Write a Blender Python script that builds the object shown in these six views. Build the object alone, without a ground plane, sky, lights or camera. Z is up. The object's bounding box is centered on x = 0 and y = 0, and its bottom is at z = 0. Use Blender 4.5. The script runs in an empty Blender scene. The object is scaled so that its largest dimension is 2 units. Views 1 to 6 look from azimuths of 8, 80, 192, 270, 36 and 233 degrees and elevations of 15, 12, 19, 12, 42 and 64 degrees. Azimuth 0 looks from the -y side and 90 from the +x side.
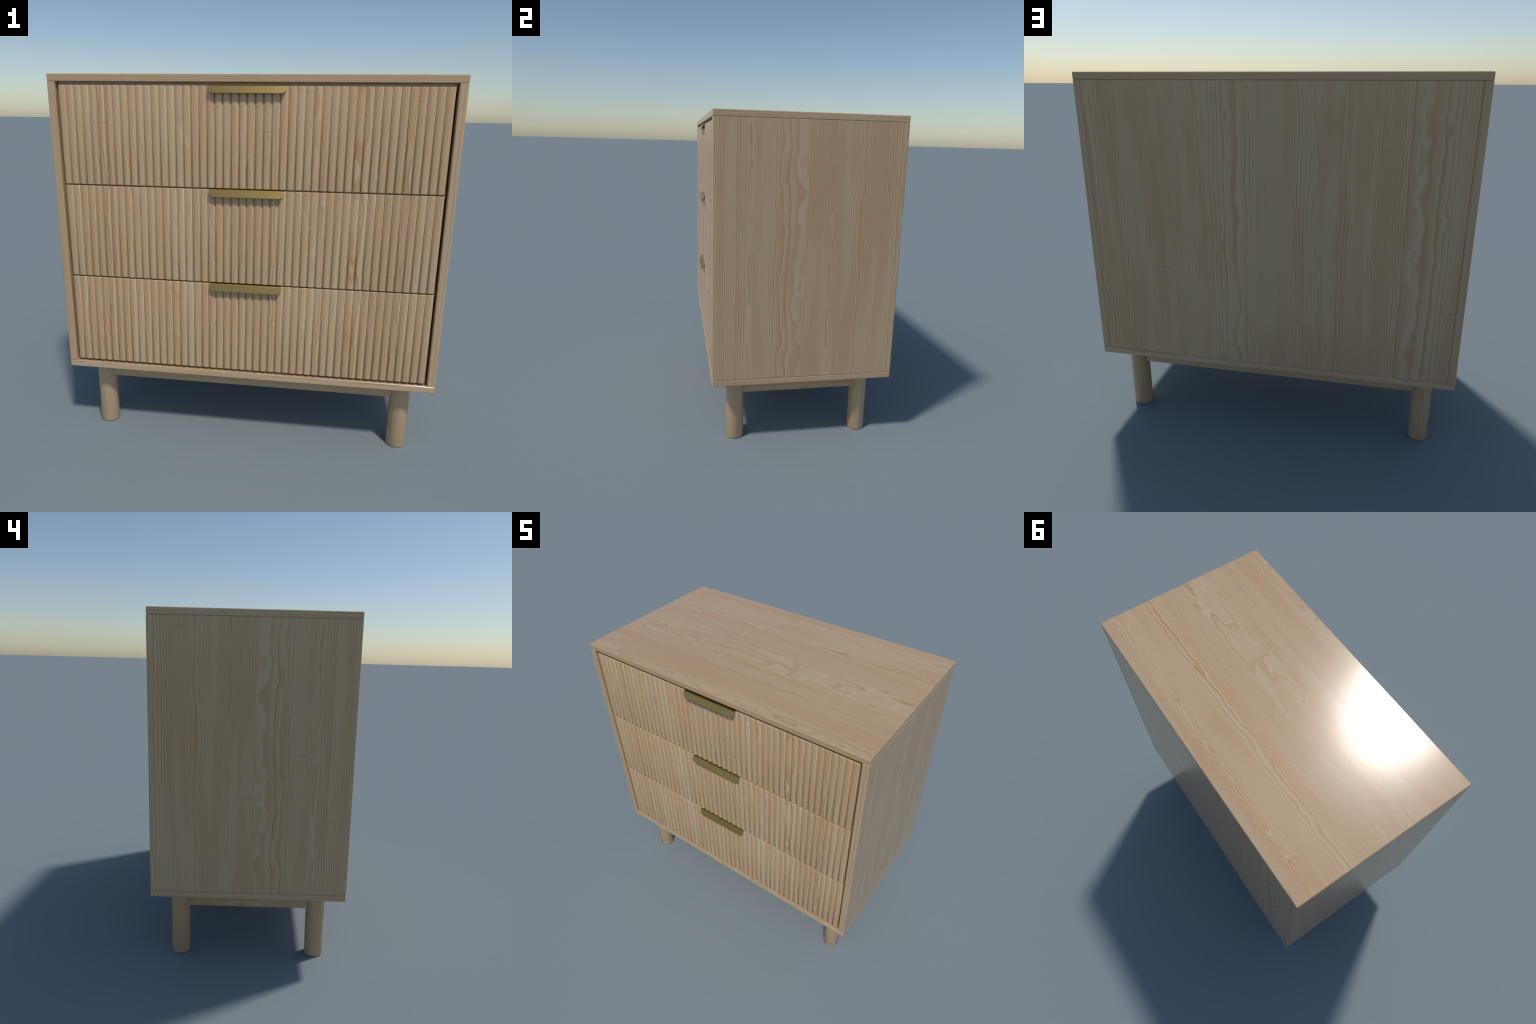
"""Chest of three drawers: reeded fronts, folded brass pulls, round legs, pale pine."""
import bpy, bmesh, math
from mathutils import Vector

# ------------------------------------------------------------------ sizes (m)
HALF_W = 1.0                       # top board half width
Y_FRONT, Y_BACK = -0.5400, 0.5605  # carcass depth
Z_BASE, Z_TOP = 0.4046, 1.9781     # carcass height
SLAB = 0.0368                      # top / bottom board thickness
Z_LOW, Z_HIGH = Z_BASE + SLAB, Z_TOP - SLAB
SIDE_T = 0.0395                    # side board thickness
SIDE_X = 0.9998
INNER_X = SIDE_X - SIDE_T
EDGE = 0.0036                      # arris radius

N_SLAT, REED_HALF = 48, 0.9485     # reeds per drawer
CREST_Y, REED_D = -0.5378, 0.0115  # reed crest, reed depth
REED_LOW, REED_HIGH, REED_GAP = 0.4555, 1.9255, 0.0068
DRAWER_H = (REED_HIGH - REED_LOW - 2 * REED_GAP) / 3

LEG_R, LEG_X, LEG_YF, LEG_YB = 0.0548, 0.8505, -0.3885, 0.4110
APRON_LOW, APRON_T = 0.2935, 0.040


# ------------------------------------------------------------------ node kit
class Kit:
    """Tiny helper that wires math nodes."""

    def __init__(self, name):
        self.mat = bpy.data.materials.new(name)
        self.mat.use_nodes = True
        self.t = self.mat.node_tree
        self.t.nodes.clear()

    def put(self, sock, v):
        if isinstance(v, bpy.types.NodeSocket):
            self.t.links.new(v, sock)
        else:
            sock.default_value = v

    def m(self, op, a, b=0.0, c=0.0, clamp=False):
        n = self.t.nodes.new("ShaderNodeMath")
        n.operation, n.use_clamp = op, clamp
        for s, v in zip(n.inputs, (a, b, c)):
            self.put(s, v)
        return n.outputs[0]

    def add(self, a, b): return self.m("ADD", a, b)
    def sub(self, a, b): return self.m("SUBTRACT", a, b)
    def mul(self, a, b): return self.m("MULTIPLY", a, b)
    def mad(self, a, b, c): return self.m("MULTIPLY_ADD", a, b, c)

    def smooth(self, v, lo, hi, t0=0.0, t1=1.0):
        n = self.t.nodes.new("ShaderNodeMapRange")
        n.interpolation_type = "SMOOTHSTEP"
        for s, x in zip(n.inputs, (v, lo, hi, t0, t1)):
            self.put(s, x)
        return n.outputs[0]

    def vec(self, x, y, z=0.0):
        n = self.t.nodes.new("ShaderNodeCombineXYZ")
        for s, v in zip(n.inputs, (x, y, z)):
            self.put(s, v)
        return n.outputs[0]

    def noise(self, x, y, scale=1.0, detail=2.0, rough=0.5, dist=0.0):
        n = self.t.nodes.new("ShaderNodeTexNoise")
        n.noise_dimensions = "2D"
        self.put(n.inputs["Vector"], self.vec(x, y))
        n.inputs["Scale"].default_value = scale
        n.inputs["Detail"].default_value = detail
        n.inputs["Roughness"].default_value = rough
        n.inputs["Distortion"].default_value = dist
        return n.outputs[0]

    def hash(self, w):
        n = self.t.nodes.new("ShaderNodeTexWhiteNoise")
        n.noise_dimensions = "1D"
        self.put(n.inputs["W"], w)
        return n.outputs["Value"]

    def mix(self, f, a, b, mode="MIX"):
        n = self.t.nodes.new("ShaderNodeMix")
        n.data_type, n.blend_type = "RGBA", mode
        self.put(n.inputs[0], f)
        self.put(n.inputs[6], a)
        self.put(n.inputs[7], b)
        return n.outputs[2]


PALE = (0.568, 0.406, 0.244, 1)
WARM = (0.545, 0.360, 0.203, 1)
LATE = (0.420, 0.215, 0.100, 1)
CHALK = (0.620, 0.490, 0.330, 1)


def pine(name, across, along, seed, rings=100.0, plank=0.34, heart=0.048,
         wave=1.0, knots=0.6, line=1.3, relief=1.0, warmth=0.0, wrap=0.0):
    """Flat-sawn pine: growth rings are contour lines of a stretched field.

    across / along name the object axes 0, 1, 2; wrap > 0 unrolls a turned part."""
    k = Kit(name)
    tc = k.t.nodes.new("ShaderNodeTexCoord")
    info = k.t.nodes.new("ShaderNodeObjectInfo")
    at = k.t.nodes.new("ShaderNodeVectorMath")
    at.operation = "ADD"
    k.t.links.new(tc.outputs["Object"], at.inputs[0])
    if not wrap:
        k.t.links.new(info.outputs["Location"], at.inputs[1])
    sep = k.t.nodes.new("ShaderNodeSeparateXYZ")
    k.t.links.new(at.outputs[0], sep.inputs[0])
    if wrap:
        loc = k.t.nodes.new("ShaderNodeSeparateXYZ")
        k.t.links.new(info.outputs["Location"], loc.inputs[0])
        a = k.mul(k.m("ARCTAN2", sep.outputs[1], sep.outputs[0]), wrap)
        a = k.add(a, k.mad(loc.outputs[0], 3.0, k.mul(loc.outputs[1], 7.0)))
    else:
        a = sep.outputs[across]
    g = sep.outputs[along]
    a = k.add(a, seed * 7.31)
    g = k.add(g, seed * 3.77)

    # glued-up boards of uneven width
    pa = k.mad(k.noise(a, 0.5, scale=1.6 / plank, detail=0.0), plank * 0.7, a)
    cell = k.m("FLOOR", k.m("DIVIDE", pa, plank))
    h1 = k.hash(k.add(cell, seed * 1.7 + 0.3))
    h2 = k.hash(k.add(cell, seed * 2.3 + 40.7))
    h3 = k.hash(k.add(cell, seed * 3.1 + 80.1))
    gg = k.mad(h3, 5.0, g)

    # distance from the wandering heart of each board: rings are wide and looped at
    # the heart, crowded and straight towards the edges
    drift = k.sub(k.noise(h1, gg, scale=1.1, detail=1.0), 0.5)
    kink = k.sub(k.noise(k.mul(a, 5.0), k.mul(gg, 4.5), detail=1.5, rough=0.45), 0.5)
    loc_a = k.sub(k.m("DIVIDE", pa, plank), cell)
    d = k.mul(k.sub(loc_a, k.mad(h2, 0.5, 0.25)), plank)
    d = k.add(d, k.mul(drift, 0.045 * heart))
    d = k.add(d, k.mul(kink, 0.011 * wave))
    bow = k.m("SQRT", k.mad(d, d, heart * heart))
    lean = k.m("SIGN", k.sub(h3, 0.5))
    ring = k.mad(k.mul(d, lean), rings * 0.32, k.mul(bow, rings))

    vor = k.t.nodes.new("ShaderNodeTexVoronoi")
    vor.voronoi_dimensions = "2D"
    vor.inputs["Scale"].default_value = 1.0
    vor.inputs["Randomness"].default_value = 1.0
    k.put(vor.inputs["Vector"], k.vec(k.mad(h2, 5.0, k.mul(a, 7.0)), k.mul(gg, 1.9)))
    knot = k.smooth(vor.outputs["Distance"], 0.0, 0.17, 1.0, 0.0)
    tint = k.t.nodes.new("ShaderNodeSeparateColor")
    k.t.links.new(vor.outputs["Color"], tint.inputs[0])
    knot = k.mul(k.mul(knot, knot), k.m("GREATER_THAN", tint.outputs[0], 0.60))

    near = k.m("DIVIDE", heart * heart, k.mad(d, d, heart * heart))
    loops = k.noise(k.mad(h2, 6.0, k.mul(a, 11.0)), k.mul(gg, 2.7), detail=1.0, rough=0.45)
    fine = k.noise(k.mul(a, 30.0), k.mul(gg, 10.0), detail=1.0)
    ring = k.add(ring, k.mul(k.mul(loops, near), 2.7 * wave))
    ring = k.add(ring, k.mul(fine, 0.32 * wave))
    ring = k.add(ring, k.mul(knot, 1.1 * knots))
    t = k.m("FRACT", ring)
    rid = k.m("FLOOR", ring)
    rs = k.mad(k.hash(rid), 0.50, 0.48)

    # slow strength change along the board
    fade = k.smooth(k.noise(k.mul(a, 5.0), k.mul(g, 1.3), detail=1.0), 0.28, 0.62, 0.55, 1.0)
    late = k.smooth(t, k.mad(near, 0.22, 0.46), 0.88)
    late = k.mul(late, k.smooth(t, 0.88, 1.0, 1.0, 0.0))
    late = k.mul(k.mul(k.mul(late, rs), fade), k.mad(near, -0.45, 1.0))
    chalk = k.mul(k.smooth(t, 0.0, 0.08), k.smooth(t, 0.08, k.mad(near, -0.09, 0.26), 1.0, 0.0))
    chalk = k.mul(k.mul(k.mul(chalk, rs), fade), k.mad(near, -0.6, 1.0))

    blot = k.noise(k.mad(h1, 3.0, k.mul(a, 11.0)), k.mul(g, 1.0), detail=2.0, rough=0.5)
    # staggered staves inside each board, faintly different in tone
    sa = k.m("FLOOR", k.m("DIVIDE", a, 0.088))
    sg = k.m("FLOOR", k.mad(k.hash(k.add(sa, seed)), 7.0, k.m("DIVIDE", g, 0.62)))
    stave = k.sub(k.hash(k.mad(sa, 13.7, k.mul(sg, 5.13))), 0.5)
    blot = k.mad(stave, 0.09, k.add(blot, warmth))
    warm = k.smooth(k.mad(k.sub(h1, 0.5), 0.16, blot), 0.36, 0.68)
    fibre = k.noise(k.mul(a, 420.0), k.mul(g, 14.0), detail=2.0, rough=0.6)

    col = k.mix(warm, PALE, WARM)
    col = k.mix(k.mul(late, 0.62 * line), col, LATE)
    col = k.mix(k.mul(chalk, 0.72 * line), col, CHALK)
    # rare short smudges across the grain
    dash = k.smooth(k.noise(k.mul(a, 8.0), k.mul(g, 46.0), detail=0.0), 0.60, 0.78)
    spot = k.smooth(k.noise(k.mul(k.add(a, 3.3), 9.0), k.mul(g, 7.0), detail=0.0), 0.73, 0.84)
    col = k.mix(k.mul(k.mul(dash, spot), 0.40 * knots), col, LATE)
    col = k.mix(k.mul(knot, 0.22 * knots), col, LATE)
    val = k.mad(k.sub(fibre, 0.5), 0.10, 1.0)
    val = k.mad(k.sub(h2, 0.5), 0.05, k.add(val, warmth * 0.5))
    hsv = k.t.nodes.new("ShaderNodeHueSaturation")
    k.put(hsv.inputs["Value"], val)
    k.put(hsv.inputs["Color"], col)

    height = k.sub(k.mul(chalk, 0.9), k.mul(late, 0.8))
    bump = k.t.nodes.new("ShaderNodeBump")
    bump.inputs["Strength"].default_value = 1.0
    bump.inputs["Distance"].default_value = 0.00002 * relief
    k.put(bump.inputs["Height"], height)

    b = k.t.nodes.new("ShaderNodeBsdfPrincipled")
    k.put(b.inputs["Base Color"], hsv.outputs[0])
    k.put(b.inputs["Normal"], bump.outputs[0])
    k.put(b.inputs["Roughness"], k.mad(late, 0.05, 0.20))
    b.inputs["Specular IOR Level"].default_value = 0.5
    o = k.t.nodes.new("ShaderNodeOutputMaterial")
    k.t.links.new(b.outputs[0], o.inputs[0])
    return k.mat


def brass():
    k = Kit("brushed_brass")
    tc = k.t.nodes.new("ShaderNodeTexCoord")
    sep = k.t.nodes.new("ShaderNodeSeparateXYZ")
    k.t.links.new(tc.outputs["Object"], sep.inputs[0])
    grain = k.noise(k.mul(sep.outputs[0], 14.0), k.mul(sep.outputs[2], 700.0), detail=2.0)
    b = k.t.nodes.new("ShaderNodeBsdfPrincipled")
    b.inputs["Metallic"].default_value = 1.0
    k.put(b.inputs["Base Color"], k.mix(grain, (0.48, 0.325, 0.108, 1), (0.52, 0.350, 0.116, 1)))
    k.put(b.inputs["Roughness"], k.mad(grain, 0.06, 0.27))
    o = k.t.nodes.new("ShaderNodeOutputMaterial")
    k.t.links.new(b.outputs[0], o.inputs[0])
    return k.mat


# ------------------------------------------------------------------ mesh kit
def place(name, mesh, parent=None, loc=(0, 0, 0)):
    o = bpy.data.objects.new(name, mesh)
    bpy.context.scene.collection.objects.link(o)
    o.location = Vector(loc) - (parent.matrix_world.translation if parent else Vector())
    if parent:
        o.parent = parent
    bpy.context.view_layer.update()
    return o


def soften(o, width, segments=1, angle=40):
    m = o.modifiers.new("arris", "BEVEL")
    m.width, m.segments = width, segments
    m.limit_method, m.angle_limit = "ANGLE", math.radians(angle)
    m.harden_normals = segments > 1


def board(name, lo, hi, mats, parent, edge=EDGE):
    """Box board; mats = materials for faces facing x, y, z."""
    lo, hi = Vector(lo), Vector(hi)
    c, s = (lo + hi) / 2, hi - lo
    bm = bmesh.new()
    bmesh.ops.create_cube(bm, size=1.0)
    bmesh.ops.scale(bm, vec=s, verts=bm.verts)
    for f in bm.faces:
        n = f.normal
        f.material_index = max(range(3), key=lambda i: abs(n[i]))
        f.smooth = False
    me = bpy.data.meshes.new(name)
    bm.to_mesh(me)
    bm.free()
    for m in mats:
        me.materials.append(m)
    o = place(name, me, parent, c)
    if edge:
        soften(o, edge)
    return o


def loft(name, rings, mats, closed=True, caps=True, smooth=True):
    """Skin a list of equal-length rings of points."""
    bm = bmesh.new()
    rows = [[bm.verts.new(p) for p in r] for r in rings]
    n = len(rows[0])
    for r0, r1 in zip(rows, rows[1:]):
        for i in range(n if closed else n - 1):
            j = (i + 1) % n
            f = bm.faces.new((r0[i], r0[j], r1[j], r1[i]))
            f.smooth = smooth
    if caps:
        bm.faces.new(list(reversed(rows[0])))
        bm.faces.new(rows[-1])
    bmesh.ops.recalc_face_normals(bm, faces=bm.faces)
    me = bpy.data.meshes.new(name)
    bm.to_mesh(me)
    bm.free()
    for m in mats:
        me.materials.append(m)
    me.set_sharp_from_angle(angle=math.radians(38))
    return me


# ------------------------------------------------------------------ materials
top_face = pine("pine_top_face", 1, 0, 1.0, rings=85, plank=0.40, wave=1.5, line=1.5)
top_edge_long = pine("pine_top_edge_long", 2, 0, 2.0, rings=110, plank=0.3, heart=0.02, line=1.35)
top_edge_short = pine("pine_top_edge_short", 2, 1, 3.0, rings=110, plank=0.3, heart=0.02, line=1.35)
side_face = pine("pine_side_face", 1, 2, 4.0, rings=90, plank=0.42, wave=1.2, line=1.2)
side_edge = pine("pine_side_edge", 0, 2, 5.0, rings=105, plank=0.3, heart=0.02, line=1.3)
back_face = pine("pine_back_face", 0, 2, 17.0, rings=90, plank=0.44, line=1.1)
hidden = pine("pine_inner", 0, 2, 7.0)
rail_long = pine("pine_rail_long", 2, 0, 8.0, rings=150, plank=0.3, heart=0.022)
rail_short = pine("pine_rail_short", 2, 1, 9.0, rings=150, plank=0.3, heart=0.022)
leg_wood = pine("pine_leg", 0, 2, 10.0, rings=140, plank=0.22, heart=0.03, wrap=LEG_R)
reed_wood = pine("pine_reeds", 0, 2, 11.0, rings=95, plank=0.21, heart=0.04, wave=1.15, knots=0.5, line=1.3, warmth=0.07)
gold = brass()

# ------------------------------------------------------------------ the chest
chest = bpy.data.objects.new("chest_of_drawers", None)
bpy.context.scene.collection.objects.link(chest)
chest["label"] = "pale pine chest with three reeded drawers and brass pulls"
chest["category"] = "chest of drawers"

board("top_board", (-HALF_W, Y_FRONT, Z_HIGH), (HALF_W, Y_BACK, Z_TOP),
      (top_edge_short, top_edge_long, top_face), chest)
board("bottom_board", (-HALF_W, Y_FRONT, Z_BASE), (HALF_W, Y_BACK, Z_LOW),
      (top_edge_short, top_edge_long, top_face), chest, edge=0.0036)
for s in (-1, 1):
    board("side_board", (min(s * SIDE_X, s * INNER_X), Y_FRONT, Z_LOW),
          (max(s * SIDE_X, s * INNER_X), Y_BACK, Z_HIGH),
          (side_face, side_edge, side_face), chest, edge=0.0032)
board("back_board", (-INNER_X + 0.0006, Y_BACK - 0.018, Z_LOW + 0.0006),
      (INNER_X - 0.0006, Y_BACK - 0.0004, Z_HIGH - 0.0006), (back_face, back_face, back_face),
      chest, edge=0.0024)

# frame rails glimpsed through the gaps round the drawers
seam = [Z_LOW + 0.019] + [REED_LOW + i * (DRAWER_H + REED_GAP) - REED_GAP / 2 for i in (1, 2)] \
    + [Z_HIGH - 0.019]
for z in seam:
    board("divider_rail", (-0.9555, -0.5095, z - 0.0185), (0.9555, -0.47, z + 0.0185),
          (rail_short, rail_long, rail_long), chest, edge=0.001)


# ------------------------------------------------------------------ drawers
def reed_mesh():
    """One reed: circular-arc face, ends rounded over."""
    half = REED_HALF / N_SLAT - 0.00012
    prof = []
    rad = (half ** 2 + REED_D ** 2) / (2 * REED_D)
    full = 2.15                                     # fuller than a circle arc
    for i in range(19):
        u = math.sin(math.pi / 2 * (-1 + 2 * i / 18))
        oval = REED_D * (1 - (1 - abs(u) ** full) ** (1 / full))
        arc = rad - math.sqrt(rad * rad - (half * u) ** 2)
        prof.append((half * u, 0.6 * oval + 0.4 * arc))
    back = REED_D + 0.003
    cut = 0.0026                                    # chamfered ends
    stations = [(cut, 0.0), (0.0, cut)]             # (pull-in, distance from the end)
    rings = []
    zs = [(h, p) for p, h in stations] + \
         [(DRAWER_H - h, p) for p, h in reversed(stations)]
    for z, pull in zs:
        ring = [Vector((x, min(y + pull, back - 0.0004), z)) for x, y in prof]
        ring += [Vector((half, back, z)), Vector((-half, back, z))]
        rings.append(ring)
    return loft("reed", rings, [reed_wood])


def pull_mesh():
    """Folded sheet: flange on the drawer's top edge, bend, sloping lip with round corners."""
    w, rc, th = 0.1866, 0.0270, 0.0028
    path = [(-0.5180, th), (-0.5372, th)]
    # bend
    lip_end = (-0.5605, -0.0335)
    rb, cy, cz = 0.0080, -0.5372, th - 0.0080
    slope = math.atan2(0.0205, 0.0330)              # lip angle from vertical
    last = math.pi / 2 - slope
    for i in range(1, 7):
        t = last * i / 6
        path.append((cy - rb * math.sin(t), cz + rb * math.cos(t)))
    y0, z0 = path[-1]
    length = math.hypot(lip_end[0] - y0, lip_end[1] - z0)
    n = 16
    for i in range(1, n + 1):
        t = math.sin(math.pi / 2 * i / n)
        path.append((y0 + (lip_end[0] - y0) * t, z0 + (lip_end[1] - z0) * t))
    # distance of each path point from the free edge
    d, acc = [0.0] * len(path), 0.0
    for i in range(len(path) - 2, -1, -1):
        acc += math.hypot(path[i][0] - path[i + 1][0], path[i][1] - path[i + 1][1])
        d[i] = acc
    bm = bmesh.new()
    rows = []
    for (y, z), dist in zip(path, d):
        hw = w if dist >= rc else w - rc + math.sqrt(max(rc * rc - (rc - dist) ** 2, 0.0))
        rows.append([bm.verts.new((hw * (-1 + 2 * i / 12), y, z)) for i in range(13)])
    for r0, r1 in zip(rows, rows[1:]):
        for i in range(12):
            f = bm.faces.new((r0[i], r1[i], r1[i + 1], r0[i + 1]))
            f.smooth = True
    bmesh.ops.recalc_face_normals(bm, faces=bm.faces)
    if sum((f.normal.z for f in bm.faces)) < 0:
        bmesh.ops.reverse_faces(bm, faces=bm.faces)
    me = bpy.data.meshes.new("pull")
    bm.to_mesh(me)
    bm.free()
    me.materials.append(gold)
    return me, th


reed = reed_mesh()
pull, pull_t = pull_mesh()
for i in range(3):
    z0 = REED_LOW + i * (DRAWER_H + REED_GAP)
    front = board("drawer_front", (-REED_HALF, CREST_Y + REED_D + 0.0024, z0 + 0.0004),
                  (REED_HALF, -0.5100, z0 + DRAWER_H - 0.0004),
                  (hidden, hidden, hidden), chest, edge=0.0006)
    for j in range(N_SLAT):
        x = -REED_HALF + 2 * REED_HALF * (j + 0.5) / N_SLAT
        o = place("reed", reed, front, (x, CREST_Y, z0))
    for sx in (-1, 1):
        board("drawer_side", (min(sx * 0.9535, sx * 0.930), -0.4695, z0 + 0.0195),
              (max(sx * 0.9535, sx * 0.930), 0.45, z0 + DRAWER_H - 0.0195),
              (hidden, hidden, hidden), front, edge=0.001)
    h = place("drawer_pull", pull, front, (0, 0, z0 + DRAWER_H))
    sol = h.modifiers.new("sheet", "SOLIDIFY")
    sol.thickness, sol.offset = pull_t, -1.0
    soften(h, 0.0005, 2, 50)

# ------------------------------------------------------------------ legs and aprons
def leg_mesh():
    prof = [(0.0, LEG_R - 0.0035), (0.0010, LEG_R - 0.0012), (0.0035, LEG_R), (Z_BASE, LEG_R)]
    rings = []
    for z, r in prof:
        rings.append([Vector((r * math.cos(2 * math.pi * i / 64), r * math.sin(2 * math.pi * i / 64), z))
                      for i in range(64)])
    return loft("leg", rings, [leg_wood])


leg = leg_mesh()
for x in (-LEG_X, LEG_X):
    for y in (LEG_YF, LEG_YB):
        o = place("leg", leg, chest, (x, y, 0))

for y in (LEG_YF, LEG_YB):
    board("apron_rail", (-LEG_X, y - APRON_T / 2, APRON_LOW), (LEG_X, y + APRON_T / 2, Z_BASE),
          (rail_short, rail_long, rail_long), chest, edge=0.0015)
for x in (-LEG_X, LEG_X):
    board("apron_rail", (x - APRON_T / 2, LEG_YF, APRON_LOW + 0.0006), (x + APRON_T / 2, LEG_YB, Z_BASE - 0.0006),
          (rail_short, rail_long, rail_short), chest, edge=0.0015)
